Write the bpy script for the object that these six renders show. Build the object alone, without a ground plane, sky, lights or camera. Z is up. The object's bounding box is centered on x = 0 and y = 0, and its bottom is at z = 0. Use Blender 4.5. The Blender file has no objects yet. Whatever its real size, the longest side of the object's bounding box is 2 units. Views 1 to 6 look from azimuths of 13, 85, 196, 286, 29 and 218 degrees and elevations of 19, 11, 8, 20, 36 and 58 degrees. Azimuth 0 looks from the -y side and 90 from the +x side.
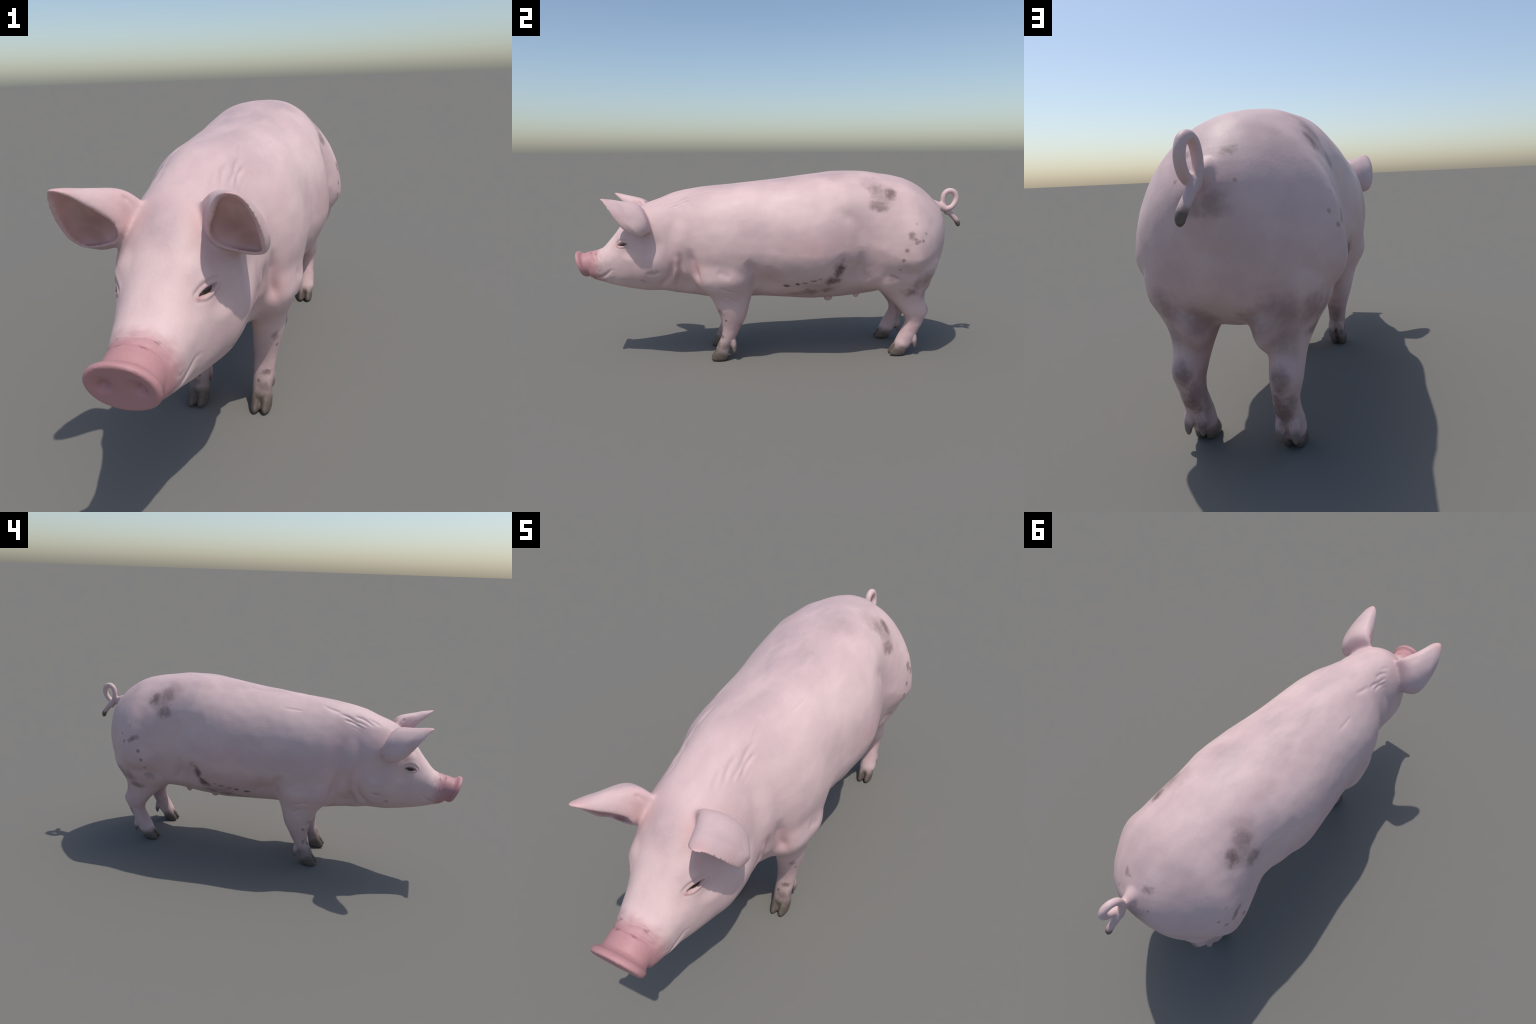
# A pink domestic pig, standing.  Head towards -y, tail towards +y, mirror plane x = 0.
import bpy, bmesh, math
import numpy as np
from mathutils import Vector, noise as mnoise

VOXEL = 0.0036
PI = math.pi

# ------------------------------------------------------------------ maths helpers
def pchip(kx, kv, x):
    """Monotone cubic interpolation of values kv at knots kx."""
    kx = np.asarray(kx, float); kv = np.asarray(kv, float); x = np.asarray(x, float)
    h = np.diff(kx); d = np.diff(kv) / h
    m = np.zeros(len(kx)); m[0] = d[0]; m[-1] = d[-1]
    w1 = 2 * h[1:] + h[:-1]; w2 = h[1:] + 2 * h[:-1]
    ok = d[1:] * d[:-1] > 0
    m[1:-1] = np.where(ok, (w1 + w2) / (w1 / np.where(ok, d[:-1], 1) + w2 / np.where(ok, d[1:], 1)), 0)
    i = np.clip(np.searchsorted(kx, x) - 1, 0, len(kx) - 2)
    s = (x - kx[i]) / h[i]
    return ((1 + 2 * s) * (1 - s) ** 2 * kv[i] + s * (1 - s) ** 2 * h[i] * m[i]
            + s * s * (3 - 2 * s) * kv[i + 1] + s * s * (s - 1) * h[i] * m[i + 1])


def catmull(pts, n, closed=False):
    """n samples of a centripetal-free Catmull-Rom curve through pts (any dimension)."""
    p = np.asarray(pts, float); k = len(p)
    if closed:
        u = np.arange(n) * k / n; idx = lambda j: j % k
    else:
        u = np.linspace(0, k - 1, n); idx = lambda j: np.clip(j, 0, k - 1)
    i = np.minimum(np.floor(u).astype(int), k - 1 if closed else k - 2); s = (u - i).reshape(-1, *([1] * (p.ndim - 1)))
    a, b, c, d = p[idx(i - 1)], p[idx(i)], p[idx(i + 1)], p[idx(i + 2)]
    return 0.5 * (2 * b + (c - a) * s + (2 * a - 5 * b + 4 * c - d) * s ** 2 + (3 * b - a - 3 * c + d) * s ** 3)


def smoothstep(a, b, x):
    t = np.clip((x - a) / (b - a), 0, 1)
    return t * t * (3 - 2 * t)


# ------------------------------------------------------------------ raw solids, joined later
VERTS, FACES = [], []


def add_rings(rings):
    """Close a stack of equal rings (k, n, 3) into a solid with fan caps."""
    rings = np.asarray(rings, float); k, n, _ = rings.shape
    base = sum(len(v) for v in VERTS)
    c0, c1 = rings[0].mean(0), rings[-1].mean(0)
    VERTS.append(np.vstack([rings.reshape(-1, 3), c0, c1]))
    for a in range(k - 1):
        for b in range(n):
            b2 = (b + 1) % n
            FACES.append((base + a * n + b, base + a * n + b2, base + (a + 1) * n + b2, base + (a + 1) * n + b))
    e0, e1 = base + k * n, base + k * n + 1
    for b in range(n):
        b2 = (b + 1) % n
        FACES.append((e0, base + b2, base + b))
        FACES.append((e1, base + (k - 1) * n + b, base + (k - 1) * n + b2))


def add_mirrored(rings):
    rings = np.asarray(rings, float)
    add_rings(rings)
    m = rings * np.array([-1.0, 1, 1])
    add_rings(m[:, ::-1])


# ------------------------------------------------------------------ trunk: neck, barrel and rump
# station y | back height | belly height | half width | height of the widest point
TRUNK = np.array([
    [-0.93, 0.559, 0.424, 0.066, 0.481], [-0.88, 0.569, 0.408, 0.079, 0.491], [-0.82, 0.624, 0.387, 0.088, 0.505],
    [-0.76, 0.700, 0.374, 0.115, 0.526], [-0.70, 0.760, 0.363, 0.140, 0.543], [-0.64, 0.799, 0.356, 0.162, 0.550],
    [-0.57, 0.825, 0.353, 0.166, 0.560], [-0.50, 0.851, 0.337, 0.165, 0.575], [-0.42, 0.869, 0.325, 0.184, 0.585],
    [-0.33, 0.881, 0.313, 0.226, 0.580], [-0.22, 0.890, 0.309, 0.246, 0.585], [-0.10, 0.902, 0.308, 0.249, 0.580],
    [0.05, 0.918, 0.298, 0.266, 0.565], [0.20, 0.937, 0.287, 0.280, 0.560], [0.33, 0.951, 0.290, 0.264, 0.590],
    [0.44, 0.950, 0.300, 0.247, 0.610], [0.53, 0.946, 0.308, 0.274, 0.570], [0.61, 0.950, 0.322, 0.309, 0.535],
    [0.69, 0.952, 0.324, 0.337, 0.530], [0.76, 0.948, 0.330, 0.317, 0.550], [0.83, 0.938, 0.328, 0.280, 0.600],
    [0.93, 0.927, 0.335, 0.180, 0.660]])
UPPER_POWER = np.array([[-0.93, 2.15], [-0.60, 2.10], [-0.36, 2.10], [-0.22, 2.04], [-0.1, 2.12], [0.00, 2.12], [0.2, 2.2], [0.33, 2.40], [0.47, 2.35], [0.60, 1.95], [0.70, 1.86], [0.93, 1.9]])
LOWER_POWER = np.array([[-0.93, 2.3], [-0.60, 2.2], [-0.45, 1.95], [-0.30, 2.0], [-0.08, 1.72], [0.10, 1.65], [0.30, 1.68], [0.42, 1.8], [0.62, 1.65], [0.76, 1.80], [0.93, 1.9]])   # thighs taper in below the hams
CAP_START, CAP_END, CAP_POWER, CAP_Z = 0.40, 0.927, 2.2, 0.59     # how the rump rounds off


def trunk_section(y):
    T, B, W, Z = (pchip(TRUNK[:, 0], TRUNK[:, k], y) for k in (1, 2, 3, 4))
    c = np.where(y > CAP_START, (1 - np.clip((y - CAP_START) / (CAP_END - CAP_START), 0, 1) ** CAP_POWER) ** (1 / CAP_POWER), 1.0)
    T = np.where(y > CAP_START, CAP_Z + (T - CAP_Z) * c, T)
    B = np.where(y > CAP_START, CAP_Z + (B - CAP_Z) * c ** 0.8, B)
    Z = np.where(y > CAP_START, CAP_Z + (Z - CAP_Z) * c, Z)
    return T, B, W * c, Z


def build_trunk():
    ys = np.concatenate([np.linspace(-0.925, 0.60, 200), 0.60 + 0.3268 * np.sin(np.linspace(0, PI / 2, 70))[1:]])
    th = np.linspace(0, 2 * PI, 128, endpoint=False)
    c, s = np.cos(th), np.sin(th)
    rings = []
    T, B, W, Z = trunk_section(ys)
    for y, t, b, w, z in zip(ys, T, B, W, Z):
        n = np.where(s > 0, np.interp(y, *UPPER_POWER.T), np.interp(y, *LOWER_POWER.T))
        x = w * np.sign(c) * np.abs(c) ** (2 / n)
        h = np.where(s > 0, t - z, z - b)
        rings.append(np.stack([x, np.full_like(x, y), z + h * np.sign(s) * np.abs(s) ** (2 / n)], 1))
    add_rings(rings)


# ------------------------------------------------------------------ snout: tilted tube with a flat, rimmed disc
def build_snout():
    # along the axis: y centre, z centre, half width, half height, forward tilt
    st = np.array([
        [-0.800, 0.505, 0.072, 0.085, 0.05], [-0.860, 0.494, 0.073, 0.076, 0.12], [-0.890, 0.490, 0.071, 0.071, 0.20],
        [-0.915, 0.490, 0.068, 0.064, 0.28], [-0.934, 0.491, 0.066, 0.0560, 0.33], [-0.944, 0.4925, 0.070, 0.0595, 0.34],
        [-0.950, 0.495, 0.0765, 0.0630, 0.34], [-0.958, 0.4955, 0.0785, 0.0645, 0.34], [-0.965, 0.4955, 0.0765, 0.0630, 0.34],
        [-0.969, 0.4955, 0.0710, 0.0580, 0.34], [-0.968, 0.4955, 0.0620, 0.0505, 0.34], [-0.965, 0.4955, 0.030, 0.026, 0.34]])
    u = np.linspace(0, len(st) - 1, 70)
    p = np.stack([np.interp(u, np.arange(len(st)), st[:, k]) for k in range(5)], 1)
    th = np.linspace(0, 2 * PI, 72, endpoint=False)
    rings = []
    for y, z, w, h, tilt in p:
        c, s = np.cos(th), np.sin(th)
        y -= 0.011
        x = w * np.sign(c) * np.abs(c) ** 0.93
        dz = h * np.sign(s) * np.abs(s) ** 0.93
        rings.append(np.stack([x, y - tilt * dz, z + dz], 1))
    add_rings(rings)


# ------------------------------------------------------------------ limbs: horizontal sections, top to bottom
# height | centre x | centre y | half width | half length
FORELIMB = np.array([
    [0.62, 0.115, -0.275, 0.060, 0.085], [0.54, 0.130, -0.265, 0.090, 0.135], [0.44, 0.138, -0.258, 0.097, 0.152],
    [0.386, 0.138, -0.246, 0.080, 0.134], [0.350, 0.135, -0.231, 0.066, 0.110], [0.313, 0.132, -0.225, 0.058, 0.092],
    [0.268, 0.128, -0.2215, 0.0515, 0.0775], [0.231, 0.123, -0.2188, 0.047, 0.0655], [0.194, 0.118, -0.2225, 0.042, 0.053],
    [0.157, 0.1145, -0.230, 0.0370, 0.0437], [0.120, 0.112, -0.243, 0.0345, 0.0380], [0.083, 0.110, -0.262, 0.0335, 0.0365],
    [0.055, 0.109, -0.274, 0.0315, 0.0350], [0.035, 0.109, -0.279, 0.0250, 0.0270]])
HINDLIMB = np.array([
    [0.60, 0.125, 0.690, 0.070, 0.100], [0.52, 0.145, 0.680, 0.105, 0.135], [0.44, 0.150, 0.658, 0.104, 0.145],
    [0.397, 0.146, 0.645, 0.088, 0.137], [0.360, 0.140, 0.648, 0.072, 0.1225], [0.322, 0.137, 0.6645, 0.058, 0.1045],
    [0.284, 0.136, 0.6865, 0.048, 0.0885], [0.246, 0.138, 0.7135, 0.045, 0.0765], [0.223, 0.138, 0.7215, 0.0425, 0.0660],
    [0.208, 0.137, 0.7235, 0.0400, 0.0555], [0.170, 0.1335, 0.719, 0.0355, 0.0450], [0.1325, 0.132, 0.702, 0.0360, 0.0445],
    [0.095, 0.133, 0.681, 0.0385, 0.0440], [0.065, 0.134, 0.668, 0.0385, 0.0445], [0.045, 0.134, 0.660, 0.0355, 0.0400],
    [0.030, 0.134, 0.655, 0.0270, 0.0300]])


def build_limb(st, power):
    st = st[::-1]
    z = np.linspace(st[0, 0], st[-1, 0], 90)
    cx, cy, rx, ry = (pchip(st[:, 0], st[:, k], z) for k in (1, 2, 3, 4))
    th = np.linspace(0, 2 * PI, 64, endpoint=False)
    c, s = np.cos(th), np.sin(th)
    e = 2 / power
    rings = [np.stack([a + r * np.sign(c) * np.abs(c) ** e, b + q * np.sign(s) * np.abs(s) ** e, np.full(64, zz)], 1)
             for a, b, r, q, zz in zip(cx, cy, rx, ry, z)]
    add_mirrored(rings)


def build_toe(cx, cy, lean, grow=1.0):
    """One half of the cloven hoof: flat sole, sloping front wall, tip pointing forward."""
    # height | shift y | half width | half length
    st = np.array([[0.0, -0.026, 0.0120, 0.0330], [0.003, -0.027, 0.0155, 0.0385], [0.012, -0.026, 0.0182, 0.0420],
                   [0.028, -0.019, 0.0188, 0.0400], [0.045, -0.011, 0.0180, 0.0355], [0.062, -0.002, 0.0165, 0.0310],
                   [0.085, 0.010, 0.0120, 0.0200]])
    z = np.linspace(0, 0.085, 36)
    dy, rx, ry = (pchip(st[:, 0], st[:, k], z) for k in (1, 2, 3))
    th = np.linspace(0, 2 * PI, 48, endpoint=False)
    c, s = np.cos(th), np.sin(th)
    rings = []
    for zz, d, r, q in zip(z, dy, rx, ry):
        taper = 1 - 0.28 * np.clip(-s, 0, 1) ** 2            # narrower to the front
        rings.append(np.stack([cx + lean * (0.06 - zz) + grow * r * taper * np.sign(c) * np.abs(c) ** 0.85,
                               cy + d + grow * q * np.sign(s) * np.abs(s) ** 0.9, np.full(48, zz)], 1))
    add_mirrored(rings)


def tube(path, n_samples, n_round, flat=(1.0, 1.0)):
    """Tube along a path of (x, y, z, radius) control points, rounded tip."""
    p = catmull(path, n_samples)
    c, r = p[:, :3], p[:, 3]
    t = np.gradient(c, axis=0); t /= np.linalg.norm(t, axis=1)[:, None]
    rings = []
    for k in range(len(c)):
        side = np.array([1.0, 0, 0]) - t[k] * t[k][0]; side /= np.linalg.norm(side)
        up = np.cross(t[k], side)
        th = np.linspace(0, 2 * PI, n_round, endpoint=False)
        rings.append(c[k] + r[k] * (flat[0] * np.cos(th)[:, None] * side + flat[1] * np.sin(th)[:, None] * up))
    return np.array(rings)


def add_ellipsoid(c, r):
    ph = np.linspace(0.02, PI - 0.02, 24); th = np.linspace(0, 2 * PI, 32, endpoint=False)
    add_mirrored([np.stack([c[0] + r[0] * math.sin(p) * np.cos(th), c[1] + r[1] * math.sin(p) * np.sin(th),
                            np.full(32, c[2] + r[2] * math.cos(p))], 1) for p in ph])


def dewclaw_path(cx, cy, side):
    return [(cx + side * 0.010, cy - 0.024, 0.138, 0.010), (cx + side * 0.014, cy - 0.012, 0.110, 0.0175),
            (cx + side * 0.018, cy - 0.006, 0.086, 0.0165), (cx + side * 0.021, cy - 0.001, 0.064, 0.0120),
            (cx + side * 0.022, cy - 0.001, 0.048, 0.0080), (cx + side * 0.022, cy - 0.003, 0.038, 0.0030)]


DEWCLAWS = [dewclaw_path(0.110, -0.214, 1), dewclaw_path(0.110, -0.214, -1),
            dewclaw_path(0.133, 0.724, 1), dewclaw_path(0.133, 0.724, -1)]

# ------------------------------------------------------------------ tail: one full curl and a drooping tip
TAIL = [(0, 0.825, 0.775, 0.030), (0, 0.862, 0.765, 0.026), (0.003, 0.893, 0.757, 0.0190), (0.007, 0.920, 0.747, 0.0150),
        (0.008, 0.945, 0.757, 0.0135), (0.007, 0.963, 0.780, 0.0135), (0.005, 0.969, 0.806, 0.0135), (0.003, 0.958, 0.832, 0.0135),
        (0.0, 0.934, 0.842, 0.0135), (-0.003, 0.911, 0.830, 0.0135), (-0.005, 0.902, 0.803, 0.0135), (-0.007, 0.906, 0.772, 0.0135),
        (-0.006, 0.924, 0.743, 0.0145), (-0.003, 0.948, 0.718, 0.0140), (0.001, 0.970, 0.695, 0.0135), (0.004, 0.984, 0.675, 0.0130),
        (0.005, 0.988, 0.660, 0.0105), (0.005, 0.987, 0.652, 0.0050)]

# ------------------------------------------------------------------ ears: scoops lofted from a rim loop to a root loop
# fourteen matching points per loop, from the tip along the inner edge, round the lower lobe and back
EAR_RIM = np.array([
    (0.188, -0.829, 0.838), (0.163, -0.820, 0.831), (0.141, -0.792, 0.806), (0.118, -0.752, 0.772), (0.104, -0.728, 0.746),
    (0.102, -0.716, 0.716), (0.118, -0.704, 0.690), (0.155, -0.696, 0.677), (0.195, -0.691, 0.670), (0.221, -0.692, 0.672),
    (0.231, -0.724, 0.698), (0.234, -0.752, 0.735), (0.227, -0.783, 0.782), (0.208, -0.812, 0.824)])
EAR_BACK = np.array([
    (0.165, -0.755, 0.826), (0.145, -0.745, 0.822), (0.122, -0.728, 0.808), (0.102, -0.708, 0.785), (0.090, -0.694, 0.758),
    (0.088, -0.686, 0.724), (0.105, -0.674, 0.692), (0.145, -0.662, 0.668), (0.186, -0.646, 0.657), (0.213, -0.648, 0.667),
    (0.228, -0.668, 0.700), (0.228, -0.695, 0.735), (0.214, -0.718, 0.780), (0.190, -0.740, 0.812)])
EAR_NECK = np.array([
    (0.122, -0.660, 0.802), (0.104, -0.662, 0.803), (0.086, -0.664, 0.795), (0.074, -0.664, 0.776), (0.068, -0.660, 0.750),
    (0.072, -0.652, 0.720), (0.088, -0.640, 0.694), (0.122, -0.624, 0.674), (0.155, -0.612, 0.668), (0.178, -0.610, 0.684),
    (0.186, -0.614, 0.710), (0.184, -0.622, 0.740), (0.170, -0.636, 0.772), (0.148, -0.650, 0.794)])


def build_ear():
    c_rim, c_back, c_neck = EAR_RIM.mean(0), EAR_BACK.mean(0), EAR_NECK.mean(0)
    axis = c_rim - c_neck; axis /= np.linalg.norm(axis)

    def inset(loop, amount, forward=0.0):
        c = loop.mean(0); d = c - loop; L = np.linalg.norm(d, axis=1)[:, None]
        return loop + d / L * np.minimum(amount, 0.75 * L) + axis * forward

    loops = [EAR_NECK + (np.array([0.045, -0.625, 0.690]) - c_neck) * 0.8 + (EAR_NECK - c_neck) * -0.25,
             EAR_NECK, EAR_BACK,
             EAR_RIM * 0.45 + EAR_BACK * 0.55 + (EAR_RIM - c_rim) * 0.02,
             EAR_RIM - axis * 0.009, inset(EAR_RIM, 0.0060, 0.000), inset(EAR_RIM, 0.0130, -0.008),
             inset(EAR_RIM * 0.7 + EAR_BACK * 0.3, 0.0150), inset(EAR_RIM * 0.45 + EAR_BACK * 0.55, 0.019), inset(EAR_RIM * 0.27 + EAR_BACK * 0.73, 0.036)]
    loops = np.array([catmull(l, 60, closed=True) for l in loops])
    rings = catmull(loops, 80)
    add_mirrored(rings)
    return rings


build_trunk(); build_snout()
build_limb(FORELIMB, 2.15); build_limb(HINDLIMB, 2.15)
for cx, cy in ((0.109, -0.266), (0.133, 0.660)):
    build_toe(cx + 0.0158, cy, 0.02, 0.97); build_toe(cx - 0.0158, cy, -0.02, 0.97)
for d in DEWCLAWS:
    add_mirrored(tube(d, 40, 24))
add_rings(tube(TAIL, 220, 32))
EAR_RINGS = build_ear()
add_ellipsoid((0.100, 0.738, 0.385), (0.046, 0.066, 0.090))      # inner thigh
add_ellipsoid((0.045, 0.432, 0.306), (0.010, 0.016, 0.016))      # teat
add_rings([[(0.016 * math.sin(p) * math.cos(q), 0.292 + 0.024 * math.sin(p) * math.sin(q), 0.286 + 0.022 * math.cos(p))
            for q in np.linspace(0, 2 * PI, 24, endpoint=False)] for p in np.linspace(0.05, PI - 0.05, 16)])   # navel

# ------------------------------------------------------------------ fuse everything into one skin
def fuse():
    me = bpy.data.meshes.new("raw_body")
    me.from_pydata(np.vstack(VERTS).tolist(), [], FACES)
    bm = bmesh.new(); bm.from_mesh(me)
    bmesh.ops.recalc_face_normals(bm, faces=bm.faces)
    bm.to_mesh(me); bm.free()
    ob = bpy.data.objects.new("raw_body", me)
    bpy.context.scene.collection.objects.link(ob)
    m = ob.modifiers.new("fuse", 'REMESH'); m.mode = 'VOXEL'; m.voxel_size = VOXEL; m.adaptivity = 0.0
    dg = bpy.context.evaluated_depsgraph_get()
    out = bpy.data.meshes.new_from_object(ob.evaluated_get(dg))
    bpy.data.objects.remove(ob); bpy.data.meshes.remove(me)
    return out


body = fuse()
NV = len(body.vertices)
co = np.empty(NV * 3); body.vertices.foreach_get("co", co); co = co.reshape(-1, 3)
edges = np.empty(len(body.edges) * 2, int); body.edges.foreach_get("vertices", edges); edges = edges.reshape(-1, 2)
deg = np.bincount(edges.ravel(), minlength=NV).astype(float)


def neighbour_mean(p):
    out = np.empty_like(p)
    for k in range(p.shape[1]):
        out[:, k] = (np.bincount(edges[:, 0], p[edges[:, 1], k], NV) + np.bincount(edges[:, 1], p[edges[:, 0], k], NV)) / deg
    return out


def relax(p, weight, length):
    """Smooth bumps shorter than about `length` metres where weight is 1."""
    w = weight[:, None] * 0.5
    for _ in range(max(1, int(1.6 * (length / VOXEL) ** 2))):
        p = p + w * (neighbour_mean(p) - p)
    return p


def taubin(p, n, lam=0.5, mu=-0.52):
    for _ in range(n):
        p = p + lam * (neighbour_mean(p) - p)
        p = p + mu * (neighbour_mean(p) - p)
    return p


def blob(p, c, r, soft=0.6):
    """1 inside an ellipsoid (mirrored in x), fading to 0 outside."""
    d = np.sqrt((((np.abs(p[:, 0]) - c[0]) / r[0]) ** 2) + ((p[:, 1] - c[1]) / r[1]) ** 2 + ((p[:, 2] - c[2]) / r[2]) ** 2)
    return 1 - smoothstep(1 - soft, 1, d)


# voxel stair-steps off, without shrinking
co = taubin(co, 8)
# the hollow between the hams, below the tail
depth = np.interp(co[:, 2], [0.30, 0.36, 0.42, 0.50, 0.58, 0.64, 0.70, 0.74, 0.79], [0.0, 0.018, 0.040, 0.050, 0.045, 0.032, 0.014, 0.005, 0.0])
depth *= (1 - smoothstep(0.0, np.interp(co[:, 2], [0.40, 0.52], [0.11, 0.155]), np.abs(co[:, 0]))) * smoothstep(0.68, 0.82, co[:, 1]) * (co[:, 1] < 0.932)
co[:, 1] -= depth
# soft fillets where the parts run into each other
fillet = np.maximum.reduce([
    blob(co, (0.16, -0.26, 0.44), (0.14, 0.26, 0.20)), blob(co, (0.14, 0.62, 0.40), (0.18, 0.30, 0.22)),
    blob(co, (0.0, 0.68, 0.36), (0.16, 0.22, 0.20))])
co = relax(co, fillet, 0.034)
co = relax(co, blob(co, (0.10, -0.64, 0.73), (0.10, 0.10, 0.12)) * smoothstep(-0.735, -0.68, co[:, 1]), 0.016)
co = relax(co, blob(co, (0.185, -0.745, 0.745), (0.10, 0.12, 0.14)), 0.0055)
co = relax(co, blob(co, (0.0, -0.87, 0.49), (0.12, 0.07, 0.13)), 0.020)
co = relax(co, blob(co, (0.0, 0.865, 0.77), (0.06, 0.04, 0.06)), 0.014)
for cx, cy in ((0.110, -0.262), (0.132, 0.655)):
    co = relax(co, blob(co, (cx, cy, 0.085), (0.07, 0.08, 0.045)), 0.009)


def normals_of(p):
    body.vertices.foreach_set("co", p.ravel()); body.update()
    n = np.empty(NV * 3); body.vertex_normals.foreach_get("vector", n)
    return n.reshape(-1, 3)


# ------------------------------------------------------------------ relief
# muscle and fat: centre (mirrored), radii, height along the normal
BULGES = [
    ((0.235, -0.195, 0.445), (0.10, 0.10, 0.12), 0.011),      # elbow
    ((0.190, -0.040, 0.420), (0.10, 0.10, 0.12), -0.018),     # hollow behind the elbow
    ((0.215, 0.350, 0.450), (0.10, 0.09, 0.11), -0.016),      # hollow in front of the thigh
    ((0.185, 0.485, 0.395), (0.13, 0.13, 0.12), 0.017),       # flank fold
    ((0.172, -0.470, 0.620), (0.10, 0.06, 0.13), 0.011),      # side of the neck
    ((0.165, -0.600, 0.600), (0.08, 0.06, 0.09), -0.012),     # below the ear
    ((0.120, 0.805, 0.405), (0.09, 0.08, 0.09), 0.014),       # lower ham
    ((0.240, 0.315, 0.500), (0.09, 0.08, 0.09), -0.008),
    ((0.085, -0.820, 0.520), (0.06, 0.09, 0.08), 0.005),      # muzzle
    ((0.185, 0.820, 0.500), (0.08, 0.09, 0.09), 0.008),      # back of the thigh
    ((0.050, 0.740, 0.345), (0.06, 0.06, 0.06), 0.003),       # inner thigh, rear
    ((0.100, -0.757, 0.655), (0.05, 0.05, 0.06), 0.010),      # brow
    ((0.125, -0.720, 0.575), (0.05, 0.06, 0.05), -0.008),     # eye hollow
    ((0.130, -0.460, 0.400), (0.09, 0.07, 0.08), -0.018),     # throat behind the jowl
]
nrm = normals_of(co)
for c, r, h in BULGES:
    co = co + nrm * (h * blob(co, c, r, 1.0))[:, None]
nrm = normals_of(co)

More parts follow.
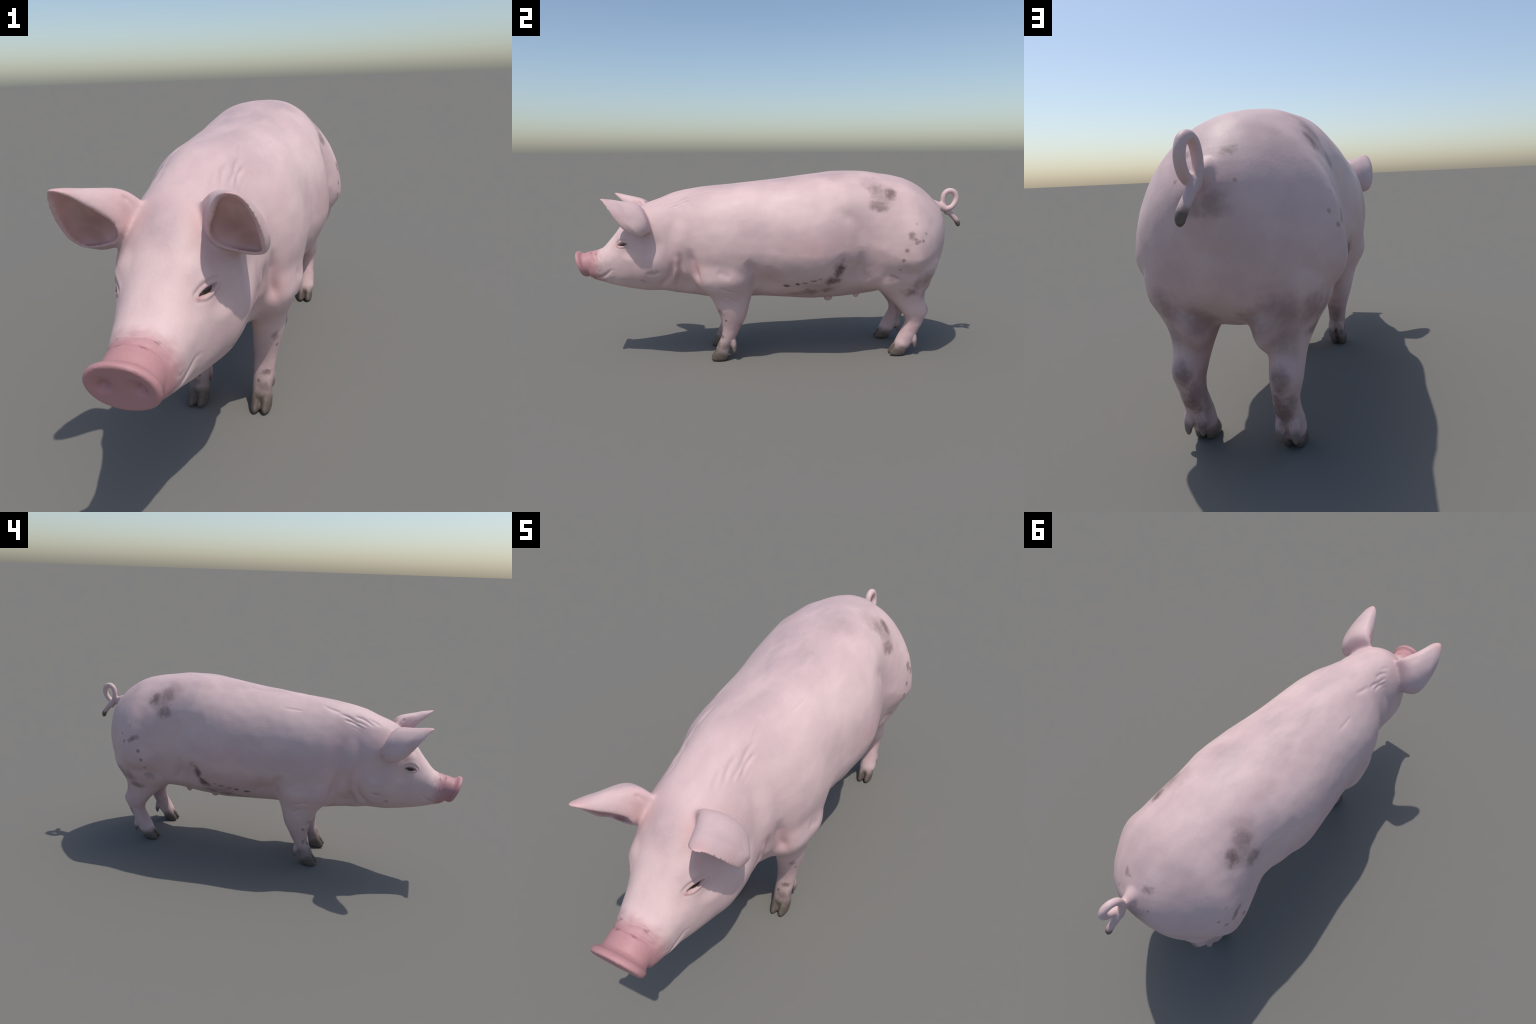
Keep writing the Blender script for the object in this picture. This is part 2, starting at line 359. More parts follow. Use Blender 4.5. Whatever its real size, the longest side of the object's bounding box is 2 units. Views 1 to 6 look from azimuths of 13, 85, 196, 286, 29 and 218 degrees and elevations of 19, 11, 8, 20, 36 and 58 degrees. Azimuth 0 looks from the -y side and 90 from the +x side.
# folds and creases: path (mirrored), half width, depth (negative = ridge)
GROOVES = [
    ([(0.097, -0.778, 0.473), (0.087, -0.806, 0.481), (0.079, -0.827, 0.468), (0.072, -0.853, 0.449), (0.060, -0.884, 0.436), (0.045, -0.913, 0.431), (0.0, -0.930, 0.428)], 0.0060, 0.0066),   # mouth
    ([(0.090, -0.795, 0.455), (0.078, -0.835, 0.435), (0.055, -0.880, 0.418)], 0.014, -0.0022),                                   # lower lip
    ([(0.0, -0.920, 0.560), (0.025, -0.916, 0.556), (0.050, -0.913, 0.542), (0.063, -0.907, 0.524), (0.071, -0.895, 0.505)], 0.0042, 0.0032),   # snout wrinkles
    ([(0.0, -0.899, 0.565), (0.030, -0.891, 0.560), (0.054, -0.893, 0.544), (0.070, -0.885, 0.517), (0.077, -0.865, 0.498)], 0.0045, 0.0036),
    ([(0.030, -0.874, 0.565), (0.061, -0.873, 0.543), (0.073, -0.864, 0.525), (0.076, -0.852, 0.521)], 0.0045, 0.0024),
    ([(0.074, -0.888, 0.485), (0.074, -0.875, 0.470), (0.077, -0.858, 0.478)], 0.0045, 0.0024),
    ([(0.178, -0.473, 0.585), (0.176, -0.469, 0.528), (0.163, -0.469, 0.469), (0.130, -0.482, 0.424), (0.09, -0.495, 0.375)], 0.016, 0.0085),   # neck fold
    ([(0.176, -0.492, 0.555), (0.168, -0.488, 0.500), (0.152, -0.496, 0.450)], 0.012, -0.0055),
    ([(0.172, -0.505, 0.540), (0.162, -0.513, 0.479), (0.146, -0.532, 0.439), (0.121, -0.561, 0.405), (0.08, -0.58, 0.372)], 0.015, 0.0090),    # back of the jowl
    ([(0.154, -0.640, 0.470), (0.155, -0.600, 0.462), (0.157, -0.570, 0.480)], 0.008, 0.0045),                                     # cheek crease
    ([(0.193, -0.418, 0.600), (0.190, -0.417, 0.550), (0.188, -0.408, 0.500), (0.186, -0.390, 0.450), (0.180, -0.362, 0.398)], 0.020, 0.0105),   # front of the shoulder
    ([(0.240, -0.163, 0.540), (0.228, -0.120, 0.490), (0.205, -0.104, 0.440), (0.160, -0.108, 0.372)], 0.022, 0.0115),             # behind the elbow
    ([(0.228, -0.297, 0.489), (0.234, -0.262, 0.471), (0.240, -0.226, 0.453)], 0.018, 0.0030),                                     # upper arm creases
    ([(0.221, -0.290, 0.404), (0.218, -0.245, 0.388), (0.212, -0.200, 0.376)], 0.008, 0.0032),
    ([(0.204, -0.264, 0.361), (0.197, -0.228, 0.340), (0.187, -0.196, 0.312)], 0.007, 0.0028),
    ([(0.185, -0.250, 0.320), (0.180, -0.225, 0.300), (0.172, -0.200, 0.285)], 0.006, 0.0024),
    ([(0.252, 0.400, 0.580), (0.221, 0.407, 0.497), (0.195, 0.425, 0.443), (0.182, 0.457, 0.410)], 0.024, 0.0090),                 # front of the thigh
    ([(0.242, 0.247, 0.776), (0.249, 0.336, 0.740), (0.252, 0.392, 0.677), (0.256, 0.385, 0.600)], 0.035, 0.0070),                 # hollow of the flank
    ([(0.083, -0.301, 0.866), (0.090, -0.345, 0.857), (0.094, -0.400, 0.842)], 0.0080, 0.0026),                                    # nape wrinkles
    ([(0.100, -0.380, 0.842), (0.098, -0.430, 0.829), (0.104, -0.480, 0.810), (0.102, -0.540, 0.790)], 0.0070, 0.0034),
    ([(0.117, -0.410, 0.820), (0.111, -0.455, 0.808), (0.117, -0.505, 0.787)], 0.0065, 0.0040),
    ([(0.087, -0.457, 0.833), (0.082, -0.504, 0.821), (0.093, -0.565, 0.790)], 0.0075, 0.0028),
    ([(0.128, -0.450, 0.794), (0.126, -0.480, 0.785), (0.132, -0.515, 0.764)], 0.0060, 0.0034),
    ([(0.108, -0.470, 0.806), (0.108, -0.500, 0.797), (0.112, -0.530, 0.785)], 0.0050, -0.0030),
    ([(0.070, -0.520, 0.825), (0.072, -0.560, 0.808), (0.080, -0.590, 0.795)], 0.0080, 0.0018),
    ([(0.141, -0.111, 0.851), (0.136, -0.178, 0.847), (0.131, -0.219, 0.845)], 0.0065, 0.0014),
    ([(0.105, -0.690, 0.800), (0.085, -0.684, 0.785), (0.075, -0.680, 0.765)], 0.0055, 0.0035),                                    # root of the ear
    ([(0.050, 0.640, 0.330), (0.045, 0.700, 0.345)], 0.02, 0.004),
]


def polyline_distance(p, pts):
    """Distance to a polyline, and how far along it the nearest point lies (0 to 1)."""
    pts = np.asarray(pts, float); best = np.full(len(p), 9.0); where = np.zeros(len(p))
    for k, (a, b) in enumerate(zip(pts[:-1], pts[1:])):
        ab = b - a; t = np.clip(((p - a) @ ab) / (ab @ ab), 0, 1)
        d = np.linalg.norm(p - a - t[:, None] * ab, axis=1)
        where = np.where(d < best, (k + t) / (len(pts) - 1), where); best = np.minimum(best, d)
    return best, where


nrm = normals_of(co)
pm = np.stack([np.abs(co[:, 0]), co[:, 1], co[:, 2]], 1)
shift = np.zeros(NV)
for k, (pts, width, depth) in enumerate(GROOVES):
    smooth = catmull(pts, 8 * len(pts)); lo, hi = smooth.min(0) - 3 * width, smooth.max(0) + 3 * width
    near = np.nonzero(((pm > lo) & (pm < hi)).all(1))[0]
    d, where = polyline_distance(pm[near], smooth)
    fade = np.ones(len(near))                                        # paths that reach the mirror plane run on there
    if smooth[0, 0] > 0.012: fade *= smoothstep(0, 0.35, where)
    if smooth[-1, 0] > 0.012: fade *= smoothstep(0, 0.35, 1 - where)
    shift[near] -= depth * 1.25 * np.exp(-(d / width) ** 2) * fade
# nostrils in the snout disc
for cx, cz, r, dep in ((0.034, 0.500, 0.019, 0.008), (0.040, 0.493, 0.010, 0.008)):
    d = np.sqrt((pm[:, 0] - cx) ** 2 + (pm[:, 2] - cz) ** 2)
    shift -= np.where(pm[:, 1] < -0.955, dep * np.exp(-(d / r) ** 2.5), 0)
co = co + nrm * shift[:, None]

# eyes: almond opening pressed in, lids raised round it
EYE = np.array([0.1065, -0.7500, 0.6080])
eye_n = np.array([0.80, -0.50, 0.22]); eye_n /= np.linalg.norm(eye_n)
eye_a = np.array([0.032, 0.053, 0.014]); eye_a -= eye_n * (eye_a @ eye_n); eye_a /= np.linalg.norm(eye_a)
eye_b = np.cross(eye_n, eye_a)
if eye_b[2] < 0: eye_b = -eye_b
pm = np.stack([np.abs(co[:, 0]), co[:, 1], co[:, 2]], 1)
near = np.nonzero(np.linalg.norm(pm - EYE, axis=1) < 0.06)[0]
near = near[(pm[near] - EYE) @ eye_n > -0.03]
u = (pm[near] - EYE) @ eye_a; v = (pm[near] - EYE) @ eye_b
half_h = 0.0082 * np.clip(1 - (u / 0.029) ** 2, 0, 1) ** 0.8
upper = half_h * 0.85 + 0.0008; lower = half_h * 0.95 + 0.0008
edge = np.where(v > 0, v - upper, -v - lower)                      # distance outside the opening
edge = np.where(np.abs(u) > 0.029, np.hypot(np.abs(u) - 0.029, v), edge)
inside = 1 - smoothstep(-0.0035, 0.0015, edge)
lid = np.exp(-((edge - 0.0045) / 0.0035) ** 2)
crease = np.exp(-((edge - 0.0125) / 0.0038) ** 2) * np.where(v > 0, 1.0, 0.45)
brow = np.exp(-((edge - 0.022) / 0.009) ** 2) * np.where(v > 0, 1.0, 0.0)
d_eye = -0.0125 * inside + 0.0016 * lid - 0.0024 * crease + 0.0022 * brow
fade = 1 - smoothstep(0.038, 0.055, np.hypot(u, v))
push = (d_eye * fade)[:, None] * eye_n
push[:, 0] *= np.sign(co[near, 0])
co[near] += push

# gentle unevenness of skin and fat
lump = np.array([mnoise.noise(Vector((p[0] * 9, p[1] * 9, p[2] * 9))) + 0.5 * mnoise.noise(Vector((p[0] * 23, p[1] * 23, p[2] * 23))) for p in co])
nrm = normals_of(co)
co = co + nrm * (0.0016 * lump * smoothstep(0.05, 0.25, co[:, 2]))[:, None]
co = taubin(co, 2)

# keep the soles on the ground
co[:, 2] = np.maximum(co[:, 2], 0.0)
nrm = normals_of(co)
poly_n = len(body.polygons)
loops = np.empty(len(body.loops), int); body.loops.foreach_get("vertex_index", loops)
starts = np.empty(poly_n, int); body.polygons.foreach_get("loop_start", starts)
quads = np.stack([loops[starts + k] for k in range(4)], 1)      # voxel remesh yields quads only
cen = co[quads].mean(1)
ax = np.abs(cen[:, 0])

# ------------------------------------------------------------------ regions
def path_distance(p, path, n=80):
    q = catmull(path, n)
    best = np.full(len(p), 9.0); where = np.zeros(len(p))
    for k in range(n):
        d = np.linalg.norm(p - q[k, :3], axis=1) - q[k, 3]
        better = d < best; best[better] = d[better]; where[better] = k / (n - 1)
    return best, where


REG = ["torso", "neck", "head", "snout", "ear", "forelimb", "hindlimb", "hoof", "dewclaw", "tail"]
reg = np.zeros(poly_n, int)
reg[cen[:, 1] < -0.46] = 1
reg[cen[:, 1] + 0.25 * (cen[:, 2] - 0.6) < -0.585] = 2
reg[cen[:, 1] + 0.24 * (cen[:, 2] - 0.493) < -0.885] = 3
c_neck = EAR_NECK.mean(0); ear_axis = EAR_RIM.mean(0) - c_neck; ear_axis /= np.linalg.norm(ear_axis)
pm = np.stack([ax, cen[:, 1], cen[:, 2]], 1)
reg[((pm - c_neck) @ ear_axis > -0.004) & (np.linalg.norm(pm - (0.15, -0.72, 0.75), axis=1) < 0.15)
    & (cen[:, 2] > 0.63 + 0.3 * np.clip(0.16 - ax, 0, 1))
    & (cen[:, 2] - 0.70 > -1.5 * (ax - 0.085)) & ((cen[:, 2] > 0.76 - 0.0) | (ax > 0.07))] = 4
fore = (cen[:, 1] > -0.46) & (cen[:, 1] < -0.07) & (ax > 0.05) & (cen[:, 2] < 0.37 + 0.35 * (ax - 0.1))
hind = (cen[:, 1] > 0.48) & (ax > 0.02) & (cen[:, 2] < 0.36 + 0.25 * (ax - 0.1))
reg[fore] = 5; reg[hind] = 6
for cy, r in ((-0.27, 5), (0.655, 6)):
    near = np.abs(cen[:, 1] - cy) < 0.13
    reg[near & (cen[:, 2] < 0.052 + 0.25 * (cy - 0.02 - cen[:, 1]) * -1)] = 7
for d in DEWCLAWS:
    dist, w = path_distance(pm, d)
    reg[(dist < 0.006) & (w > 0.42) & (pm[:, 2] < 0.092)] = 8
sel = (cen[:, 1] > 0.84) & (np.abs(cen[:, 0]) < 0.07)
dist, w = path_distance(cen[sel], TAIL, 160)
idx = np.nonzero(sel)[0]
reg[idx[(dist < 0.02) & (cen[sel][:, 1] > 0.888) & (w > 0.09)]] = 9
reg[idx[cen[sel][:, 1] > 0.935]] = 9


# ------------------------------------------------------------------ materials
def srgb(r, g, b):
    f = lambda v: v / 12.92 if v <= 0.04045 else ((v + 0.055) / 1.055) ** 2.4
    return (f(r / 255), f(g / 255), f(b / 255), 1)


class Net:
    """Small helper that wires shader nodes."""
    def __init__(self, name):
        self.mat = bpy.data.materials.new(name); self.mat.use_nodes = True
        self.t = self.mat.node_tree; self.bsdf = self.t.nodes["Principled BSDF"]
        self.obj = self.new("ShaderNodeTexCoord").outputs["Object"]

    def new(self, kind, **props):
        n = self.t.nodes.new(kind)
        for k, v in props.items():
            setattr(n, k, v)
        return n

    def put(self, sock, val):
        if isinstance(val, bpy.types.NodeSocket):
            self.t.links.new(val, sock)
        else:
            sock.default_value = val

    def math(self, op, a, b=0.0, clamp=False):
        n = self.new("ShaderNodeMath", operation=op, use_clamp=clamp)
        self.put(n.inputs[0], a); self.put(n.inputs[1], b)
        return n.outputs[0]

    def vec(self, op, a, b=(0, 0, 0), out=0):
        n = self.new("ShaderNodeVectorMath", operation=op)
        self.put(n.inputs[0], a)
        if op == 'SCALE':
            self.put(n.inputs["Scale"], b)
        else:
            self.put(n.inputs[1], b)
        return n.outputs["Value"] if out else n.outputs[0]

    def noise(self, vec, scale, detail=3.0, rough=0.5, color=False):
        n = self.new("ShaderNodeTexNoise")
        self.put(n.inputs["Vector"], vec); n.inputs["Scale"].default_value = scale
        n.inputs["Detail"].default_value = detail; n.inputs["Roughness"].default_value = rough
        return n.outputs["Color" if color else 0]

    def ramp(self, fac, a, b):
        n = self.new("ShaderNodeMapRange", interpolation_type='SMOOTHSTEP')
        self.put(n.inputs["Value"], fac); n.inputs["From Min"].default_value = a; n.inputs["From Max"].default_value = b
        return n.outputs[0]

    def mix(self, fac, a, b):
        n = self.new("ShaderNodeMix", data_type='RGBA')
        self.put(n.inputs[0], fac); self.put(n.inputs[6], a); self.put(n.inputs[7], b)
        return n.outputs[2]

    def mirrored(self):
        sp = self.new("ShaderNodeSeparateXYZ"); self.put(sp.inputs[0], self.obj)
        cb = self.new("ShaderNodeCombineXYZ")
        self.put(cb.inputs[0], self.math('ABSOLUTE', sp.outputs[0])); self.put(cb.inputs[1], sp.outputs[1]); self.put(cb.inputs[2], sp.outputs[2])
        return cb.outputs[0]

    def spots(self, coord, items, soft=0.55):
        """Largest of several ellipsoidal spots: centre, radii, strength."""
        total = None
        for c, r, k in items:
            if not isinstance(r, tuple): r = (r, r, r)
            d = self.vec('LENGTH', self.vec('MULTIPLY', self.vec('SUBTRACT', coord, c), tuple(1 / q for q in r)), out=1)
            m = self.math('MULTIPLY', self.ramp(d, 1.0 + soft * 0.5, 1.0 - soft), k)
            total = m if total is None else self.math('MAXIMUM', total, m)
        return total


# where mud, dirt and dark patches sit: centre (mirrored), radii, strength
MUD = [
    ((0.190, 0.512, 0.832), (0.08, 0.065, 0.060), 0.34), ((0.185, 0.215, 0.395), (0.06, 0.11, 0.040), 0.25), ((0.245, 0.640, 0.560), (0.06, 0.07, 0.13), 0.12),
    ((0.190, 0.548, 0.843), (0.06, 0.034, 0.038), 0.75), ((0.180, 0.485, 0.862), (0.07, 0.050, 0.050), 0.52), ((0.222, 0.490, 0.790), (0.06, 0.046, 0.028), 0.60),
    ((0.150, 0.455, 0.897), (0.06, 0.055, 0.035), 0.22), ((0.120, 0.30, 0.93), (0.05, 0.06, 0.03), 0.12),                                              # hip
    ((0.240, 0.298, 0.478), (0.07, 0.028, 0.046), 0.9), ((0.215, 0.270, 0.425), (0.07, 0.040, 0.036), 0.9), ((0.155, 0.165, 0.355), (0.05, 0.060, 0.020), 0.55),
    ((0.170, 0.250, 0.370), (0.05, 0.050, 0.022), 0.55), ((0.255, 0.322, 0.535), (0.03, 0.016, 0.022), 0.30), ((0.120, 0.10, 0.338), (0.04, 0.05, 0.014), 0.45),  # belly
    ((0.280, 0.640, 0.643), (0.05, 0.022, 0.024), 0.62), ((0.282, 0.663, 0.627), (0.03, 0.016, 0.010), 0.6), ((0.237, 0.577, 0.430), (0.05, 0.030, 0.022), 0.35),
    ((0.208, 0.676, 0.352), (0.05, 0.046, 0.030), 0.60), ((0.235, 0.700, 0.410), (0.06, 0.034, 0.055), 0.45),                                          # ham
    ((0.150, 0.800, 0.420), (0.06, 0.07, 0.060), 0.45), ((0.080, 0.770, 0.400), (0.05, 0.08, 0.065), 0.45), ((0.225, 0.745, 0.420), (0.05, 0.05, 0.060), 0.45),  # soft dark patches low on the rear thighs
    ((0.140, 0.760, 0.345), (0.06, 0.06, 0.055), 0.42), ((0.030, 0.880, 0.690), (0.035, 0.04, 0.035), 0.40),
    ((0.050, 0.816, 0.812), (0.022, 0.020, 0.016), 0.50),                                                                                              # by the tail
    ((0.125, -0.280, 0.128), (0.018, 0.020, 0.022), 0.80), ((0.135, -0.272, 0.155), (0.015, 0.016, 0.018), 0.55), ((0.152, -0.287, 0.261), (0.018, 0.018, 0.020), 0.50),
    ((0.142, -0.262, 0.135), (0.014, 0.012, 0.022), 0.70), ((0.120, -0.300, 0.082), (0.030, 0.026, 0.030), 0.60), ((0.155, -0.283, 0.205), (0.020, 0.016, 0.024), 0.35), ((0.110, -0.25, 0.14), (0.06, 0.07, 0.11), 0.30),
    ((0.110, -0.195, 0.16), (0.04, 0.035, 0.10), 0.55), ((0.080, -0.24, 0.16), (0.015, 0.04, 0.08), 0.40),                                                                                                  # forelimb
    ((0.133, 0.69, 0.12), (0.06, 0.08, 0.10), 0.22), ((0.130, 0.750, 0.150), (0.04, 0.034, 0.10), 0.75), ((0.135, 0.795, 0.240), (0.040, 0.035, 0.055), 0.65), ((0.095, 0.720, 0.16), (0.02, 0.04, 0.10), 0.45),                                           # hock
    ((0.159, -0.612, 0.482), (0.03, 0.020, 0.012), 0.30), ((0.129, -0.656, 0.429), (0.03, 0.016, 0.010), 0.38),                                        # jaw
]
FLECKS = [
    ((0.186, 0.046, 0.398), (0.03, 0.019, 0.009), 0.85), ((0.199, 0.099, 0.408), (0.03, 0.014, 0.008), 0.85), ((0.210, 0.133, 0.415), (0.03, 0.018, 0.006), 0.65),
    ((0.225, 0.175, 0.427), (0.03, 0.020, 0.007), 0.60), ((0.233, 0.205, 0.436), (0.03, 0.012, 0.006), 0.45),
    ((0.276, 0.691, 0.622), 0.011, 0.6), ((0.288, 0.613, 0.580), 0.012, 0.6), ((0.288, 0.598, 0.532), 0.011, 0.6), ((0.263, 0.591, 0.484), 0.010, 0.4),
    ((0.258, 0.710, 0.657), 0.009, 0.5), ((0.257, 0.664, 0.704), 0.011, 0.2), ((0.075, 0.86, 0.745), 0.007, 0.4),
    ((0.101, -0.290, 0.102), 0.008, 0.8), ((0.162, -0.256, 0.221), (0.012, 0.007, 0.008), 0.8),
    ((0.030, -0.923, 0.556), (0.015, 0.0045, 0.006), 0.45), ((0.046, -0.892, 0.553), (0.016, 0.0045, 0.006), 0.45),  # thin dark lines drawn along the snout wrinkles
]
HOOF_SPOTS = [((0.109, -0.275, 0.040), (0.07, 0.085, 0.085), 0.62), ((0.109, -0.295, 0.012), (0.07, 0.075, 0.070), 1.0), ((0.133, 0.632, 0.008), (0.07, 0.075, 0.060), 1.0),
              ((0.135, -0.209, 0.050), (0.022, 0.024, 0.040), 0.75), ((0.085, -0.209, 0.050), (0.022, 0.024, 0.040), 0.75),
              ((0.158, 0.729, 0.050), (0.022, 0.024, 0.038), 0.75), ((0.108, 0.729, 0.050), (0.022, 0.024, 0.038), 0.75),
              ((0.0, 0.990, 0.655), (0.05, 0.040, 0.040), 0.95)]
PINK_SKIN, PALE_SKIN, GREY_SKIN = srgb(202, 173, 172), srgb(223, 194, 190), srgb(172, 150, 152)  # pink base darkened slightly towards the target's baked shading
ROSE, SNOUT_PINK, MUD_BROWN, HORN = srgb(204, 160, 158), srgb(180, 131, 133), srgb(88, 66, 60), srgb(90, 79, 70)


def skin_material(name, inner_ear=False):
    n = Net(name)
    m = n.mirrored()
    wob = n.vec('SUBTRACT', n.noise(n.obj, 17.0, 5.0, 0.62, color=True), (0.5, 0.5, 0.5))
    fine = n.vec('SUBTRACT', n.noise(n.obj, 90.0, 2.0, 0.6, color=True), (0.5, 0.5, 0.5))
    warped = n.vec('ADD', m, n.vec('SCALE', wob, 0.085))
    warped_little = n.vec('ADD', m, n.vec('SCALE', fine, 0.010))
    stretched = n.vec('MULTIPLY', n.obj, (1.3, 0.55, 1.0))
    broad = n.noise(stretched, 7.0, 4.0, 0.55)
    painted_light = n.spots(warped, [((0.20, 0.12, 0.80), (0.12, 0.55, 0.12), 0.75), ((0.20, -0.25, 0.76), (0.10, 0.15, 0.12), 0.5), ((0.04, -0.82, 0.60), (0.09, 0.10, 0.10), 0.85),  # sunlit upper sides, face and haunch lightened in the skin colour
                             ((0.24, 0.72, 0.70), (0.10, 0.12, 0.16), 0.6), ((0.16, -0.70, 0.76), (0.09, 0.12, 0.09), 0.35)], 1.0)
    col = n.mix(n.math('ADD', n.math('MULTIPLY', n.ramp(broad, 0.38, 0.66), 0.45), n.math('MULTIPLY', painted_light, 0.65), clamp=True), PINK_SKIN, PALE_SKIN)
    # greyish dusty streaks, strongest along the back
    dust = n.ramp(n.noise(n.vec('ADD', stretched, (3.1, 0.7, 1.9)), 9.0, 5.0, 0.6), 0.38, 0.70)
    back = n.spots(warped, [((0.0, 0.10, 0.93), (0.17, 0.62, 0.12), 0.85), ((0.0, 0.70, 0.85), (0.15, 0.22, 0.12), 0.6), ((0.12, -0.42, 0.82), (0.08, 0.14, 0.07), 0.4),
                            ((0.02, -0.725, 0.745), (0.075, 0.070, 0.065), 0.85)], 0.8)
    col = n.mix(n.math('MULTIPLY', n.math('ADD', n.math('MULTIPLY', dust, 0.62), 0.16), back), col, GREY_SKIN)
    # rosy places
    rosy = n.spots(warped, [((0.19, -0.40, 0.47), (0.05, 0.06, 0.09), 0.55), ((0.18, -0.49, 0.47), (0.06, 0.06, 0.12), 0.45), ((0.25, 0.15, 0.60), (0.10, 0.16, 0.06), 0.35),
                            ((0.13, -0.20, 0.20), (0.06, 0.07, 0.12), 0.35), ((0.13, 0.70, 0.20), (0.07, 0.09, 0.14), 0.30), ((0.0, 0.10, 0.29), (0.16, 0.40, 0.06), 0.35),
                            ((0.188, -0.829, 0.838), (0.05, 0.05, 0.05), 0.65), ((0.10, -0.70, 0.76), (0.06, 0.06, 0.07), 0.45), ((0.235, -0.745, 0.735), (0.02, 0.07, 0.08), 0.35)], 0.9)
    col = n.mix(rosy, col, ROSE)
    # pink snout
    sep = n.new("ShaderNodeSeparateXYZ"); n.put(sep.inputs[0], warped_little)
    tilt = n.math('ADD', sep.outputs[1], n.math('MULTIPLY', n.math('SUBTRACT', sep.outputs[2], 0.493), 0.15))
    tilt = n.math('ADD', tilt, n.math('MULTIPLY', n.math('SUBTRACT', n.noise(n.obj, 30.0), 0.5), 0.05))
    nose = n.ramp(tilt, -0.845, -0.915)
    col = n.mix(n.math('MULTIPLY', nose, 0.95), col, SNOUT_PINK)
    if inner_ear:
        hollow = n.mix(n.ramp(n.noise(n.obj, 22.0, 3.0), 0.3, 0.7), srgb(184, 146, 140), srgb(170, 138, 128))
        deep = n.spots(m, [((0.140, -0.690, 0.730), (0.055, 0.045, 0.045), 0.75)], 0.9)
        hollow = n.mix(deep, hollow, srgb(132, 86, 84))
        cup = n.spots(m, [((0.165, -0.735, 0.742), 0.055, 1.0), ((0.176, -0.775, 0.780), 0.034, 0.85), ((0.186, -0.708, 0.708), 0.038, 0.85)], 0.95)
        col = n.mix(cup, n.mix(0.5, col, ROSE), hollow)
    # skin round the eyes
    col = n.mix(n.spots(warped_little, [((0.107, -0.755, 0.608), (0.030, 0.036, 0.020), 0.35)], 0.9), col, srgb(150, 112, 108))
    col = n.mix(n.spots(m, [((0.092, -0.774, 0.598), (0.010, 0.014, 0.008), 0.5)], 0.9), col, srgb(196, 130, 128))
    # mud and dark patches
    grain = n.ramp(n.noise(n.obj, 55.0, 4.0, 0.65), 0.25, 0.60)
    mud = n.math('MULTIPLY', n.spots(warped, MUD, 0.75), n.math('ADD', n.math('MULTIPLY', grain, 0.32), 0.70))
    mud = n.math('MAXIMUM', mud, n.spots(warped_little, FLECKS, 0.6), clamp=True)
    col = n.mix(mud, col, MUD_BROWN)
    hoof = n.spots(warped_little, HOOF_SPOTS, 0.45)
    hoof = n.math('MULTIPLY', hoof, n.math('ADD', n.math('MULTIPLY', grain, 0.10), 0.90))
    col = n.mix(hoof, col, HORN)
    # fine speckle
    speck = n.noise(n.obj, 140.0, 3.0, 0.6)
    hsv = n.new("ShaderNodeHueSaturation"); n.put(hsv.inputs["Color"], col)
    n.put(hsv.inputs["Value"], n.math('ADD', n.math('MULTIPLY', speck, 0.10), 0.95))
    n.put(n.bsdf.inputs["Base Color"], hsv.outputs[0])
    n.bsdf.inputs["Roughness"].default_value = 0.55
    n.bsdf.inputs["Specular IOR Level"].default_value = 0.35
    bump = n.new("ShaderNodeBump"); bump.inputs["Strength"].default_value = 0.12; bump.inputs["Distance"].default_value = 0.004
    n.put(bump.inputs["Height"], n.noise(n.obj, 110.0, 4.0, 0.6)); n.put(n.bsdf.inputs["Normal"], bump.outputs[0])
    return n.mat


skin = skin_material("pig_skin")
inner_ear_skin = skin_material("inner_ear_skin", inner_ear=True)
eye_net = Net("eye_dark_brown")
d = eye_net.vec('LENGTH', eye_net.vec('SUBTRACT', eye_net.mirrored(), tuple(EYE + eye_n * 0.004)), out=1)
iris = eye_net.mix(eye_net.ramp(d, 0.004, 0.006), srgb(14, 11, 10), srgb(48, 33, 26))
iris = eye_net.mix(eye_net.ramp(d, 0.0135, 0.0155), iris, srgb(96, 76, 66))
eye_net.put(eye_net.bsdf.inputs["Base Color"], iris)
eye_net.bsdf.inputs["Roughness"].default_value = 0.12
eye_mat = eye_net.mat

# ------------------------------------------------------------------ split into named parts with shared normals
root = bpy.data.objects.new("pig", None)
bpy.context.scene.collection.objects.link(root)
root["label"] = "pink domestic pig standing, muddy patches, curly tail"
root["category"] = "pig"


def make_part(name, face_ids, mat, parent):
    q = quads[face_ids]
    used, inv = np.unique(q, return_inverse=True)
    me = bpy.data.meshes.new(name)
    me.from_pydata(co[used].tolist(), [], inv.reshape(-1, 4).tolist())
    me.polygons.foreach_set("use_smooth", np.ones(len(q), bool))
    me.normals_split_custom_set_from_vertices(nrm[used].tolist())
    me.materials.append(mat)
    ob = bpy.data.objects.new(name, me)
    bpy.context.scene.collection.objects.link(ob)
    ob.parent = parent
    return ob


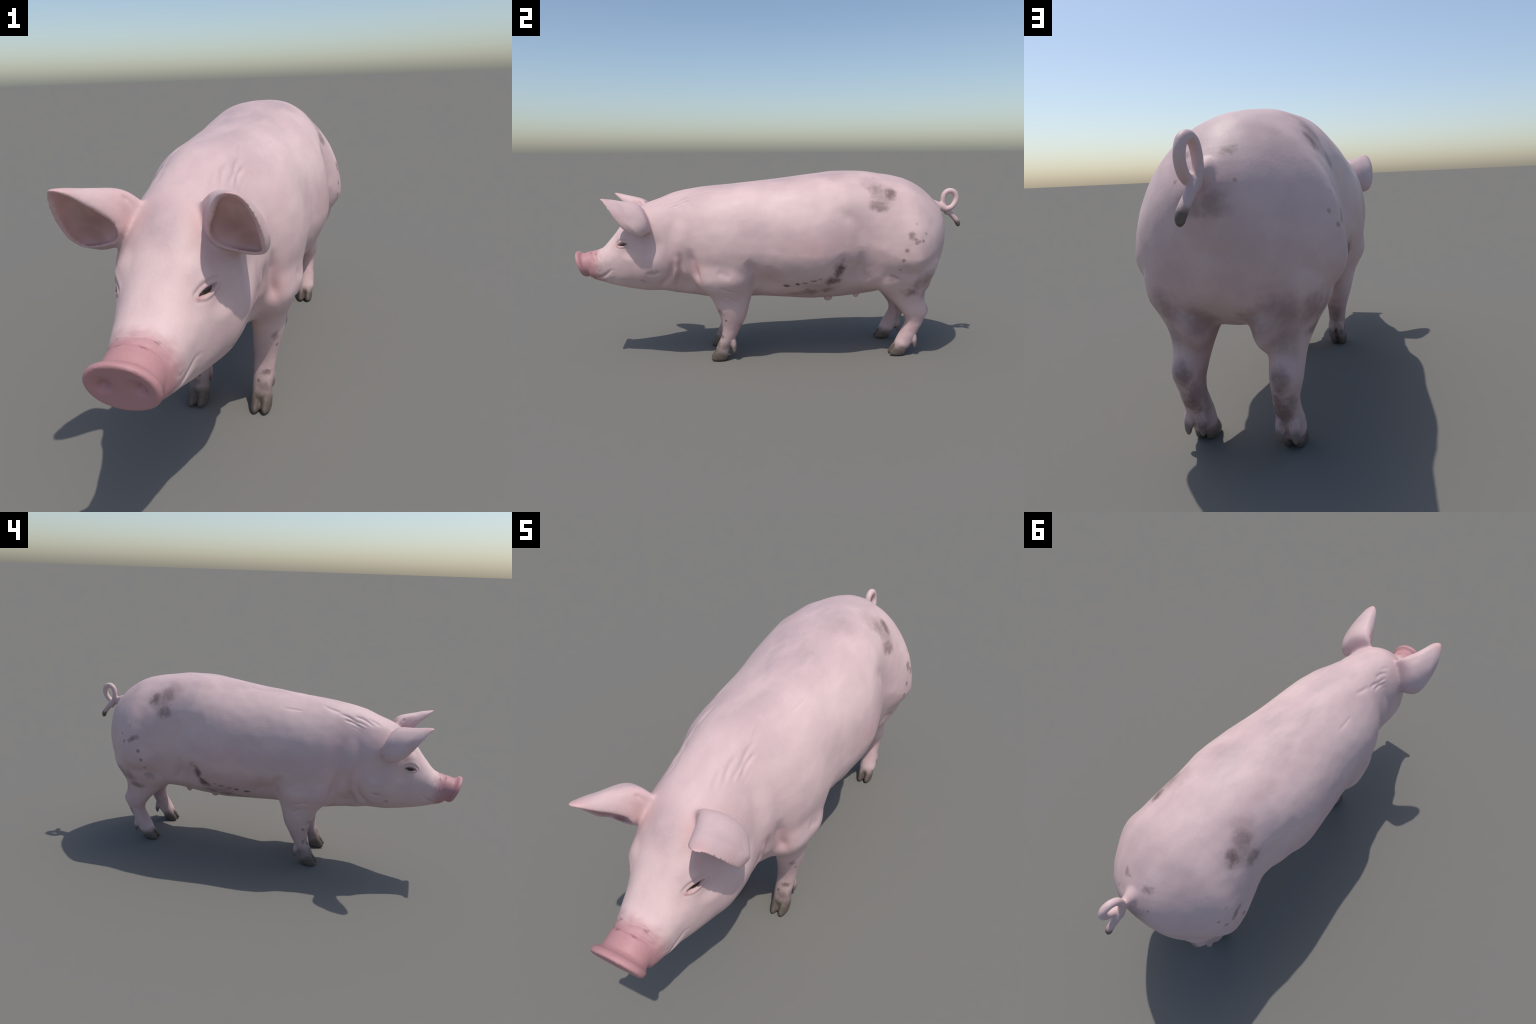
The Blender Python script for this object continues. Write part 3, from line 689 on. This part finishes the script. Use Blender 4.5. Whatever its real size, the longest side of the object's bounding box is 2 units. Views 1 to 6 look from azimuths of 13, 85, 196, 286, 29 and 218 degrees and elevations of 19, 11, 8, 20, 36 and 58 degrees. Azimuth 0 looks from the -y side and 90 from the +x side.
LIMBS = {}
for k, name in enumerate(REG):
    ids = np.nonzero(reg == k)[0]
    if name in ("ear",):
        groups = [ids[cen[ids, 0] > 0], ids[cen[ids, 0] <= 0]]
    elif name in ("forelimb", "hindlimb"):
        groups = [ids[cen[ids, 0] > 0], ids[cen[ids, 0] <= 0]]
    elif name == "hoof":
        groups = [ids[(cen[ids, 0] * sx > 0) & (cen[ids, 1] * sy > 0)] for sx in (1, -1) for sy in (-1, 1)]
    elif name == "dewclaw":
        mid = np.where(cen[ids, 1] < 0, 0.110, 0.133); outer = np.abs(cen[ids, 0]) > mid
        groups = [ids[(cen[ids, 0] * sx > 0) & (cen[ids, 1] * sy > 0) & (outer == o)] for sx in (1, -1) for sy in (-1, 1) for o in (True, False)]
    else:
        groups = [ids]
    for g in groups:
        if not len(g):
            continue
        c = cen[g].mean(0)
        parent = LIMBS[(c[0] > 0, c[1] > 0)] if name in ("hoof", "dewclaw") else root
        ob = make_part(name, g, skin, parent)
        if name.endswith("limb"):
            LIMBS[(c[0] > 0, c[1] > 0)] = ob
bpy.data.meshes.remove(body)

# inner faces of the ears get the darker skin: those nearest to the inner loops of the scoop
def inside_ear(p):
    pmir = np.stack([np.abs(p[:, 0]), p[:, 1], p[:, 2]], 1)
    pts = EAR_RINGS[:, ::2].reshape(-1, 3); ring = np.repeat(np.arange(len(EAR_RINGS)), EAR_RINGS[:, ::2].shape[1])
    best = np.concatenate([((c[:, None] - pts[None]) ** 2).sum(2).argmin(1) for c in np.array_split(pmir, max(1, len(pmir) // 400))])
    return ring[best] > 5.9 / 9 * (len(EAR_RINGS) - 1)


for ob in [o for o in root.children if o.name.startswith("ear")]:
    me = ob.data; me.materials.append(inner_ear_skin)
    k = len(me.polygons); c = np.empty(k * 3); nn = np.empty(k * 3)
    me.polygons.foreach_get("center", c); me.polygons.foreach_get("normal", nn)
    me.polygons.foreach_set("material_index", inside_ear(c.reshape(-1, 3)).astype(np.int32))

# eyeballs
for side in (1, -1):
    bm = bmesh.new(); bmesh.ops.create_uvsphere(bm, u_segments=32, v_segments=20, radius=0.0215)
    c = EYE - eye_n * 0.0235 - eye_a * 0.004
    for v in bm.verts:
        k = 0.5 * sum(v.co[j] * eye_a[j] for j in range(3))            # longer along the lids
        v.co += Vector(((c[0] + k * eye_a[0]) * 1.0, c[1] + k * eye_a[1], c[2] + k * eye_a[2]))
        v.co.x *= side
    bmesh.ops.recalc_face_normals(bm, faces=bm.faces)
    for f in bm.faces:
        f.smooth = True
    me = bpy.data.meshes.new("eye"); bm.to_mesh(me); bm.free(); me.materials.append(eye_mat)
    ob = bpy.data.objects.new("eye", me); bpy.context.scene.collection.objects.link(ob)
    ob.parent = next(o for o in root.children if o.name == "head")
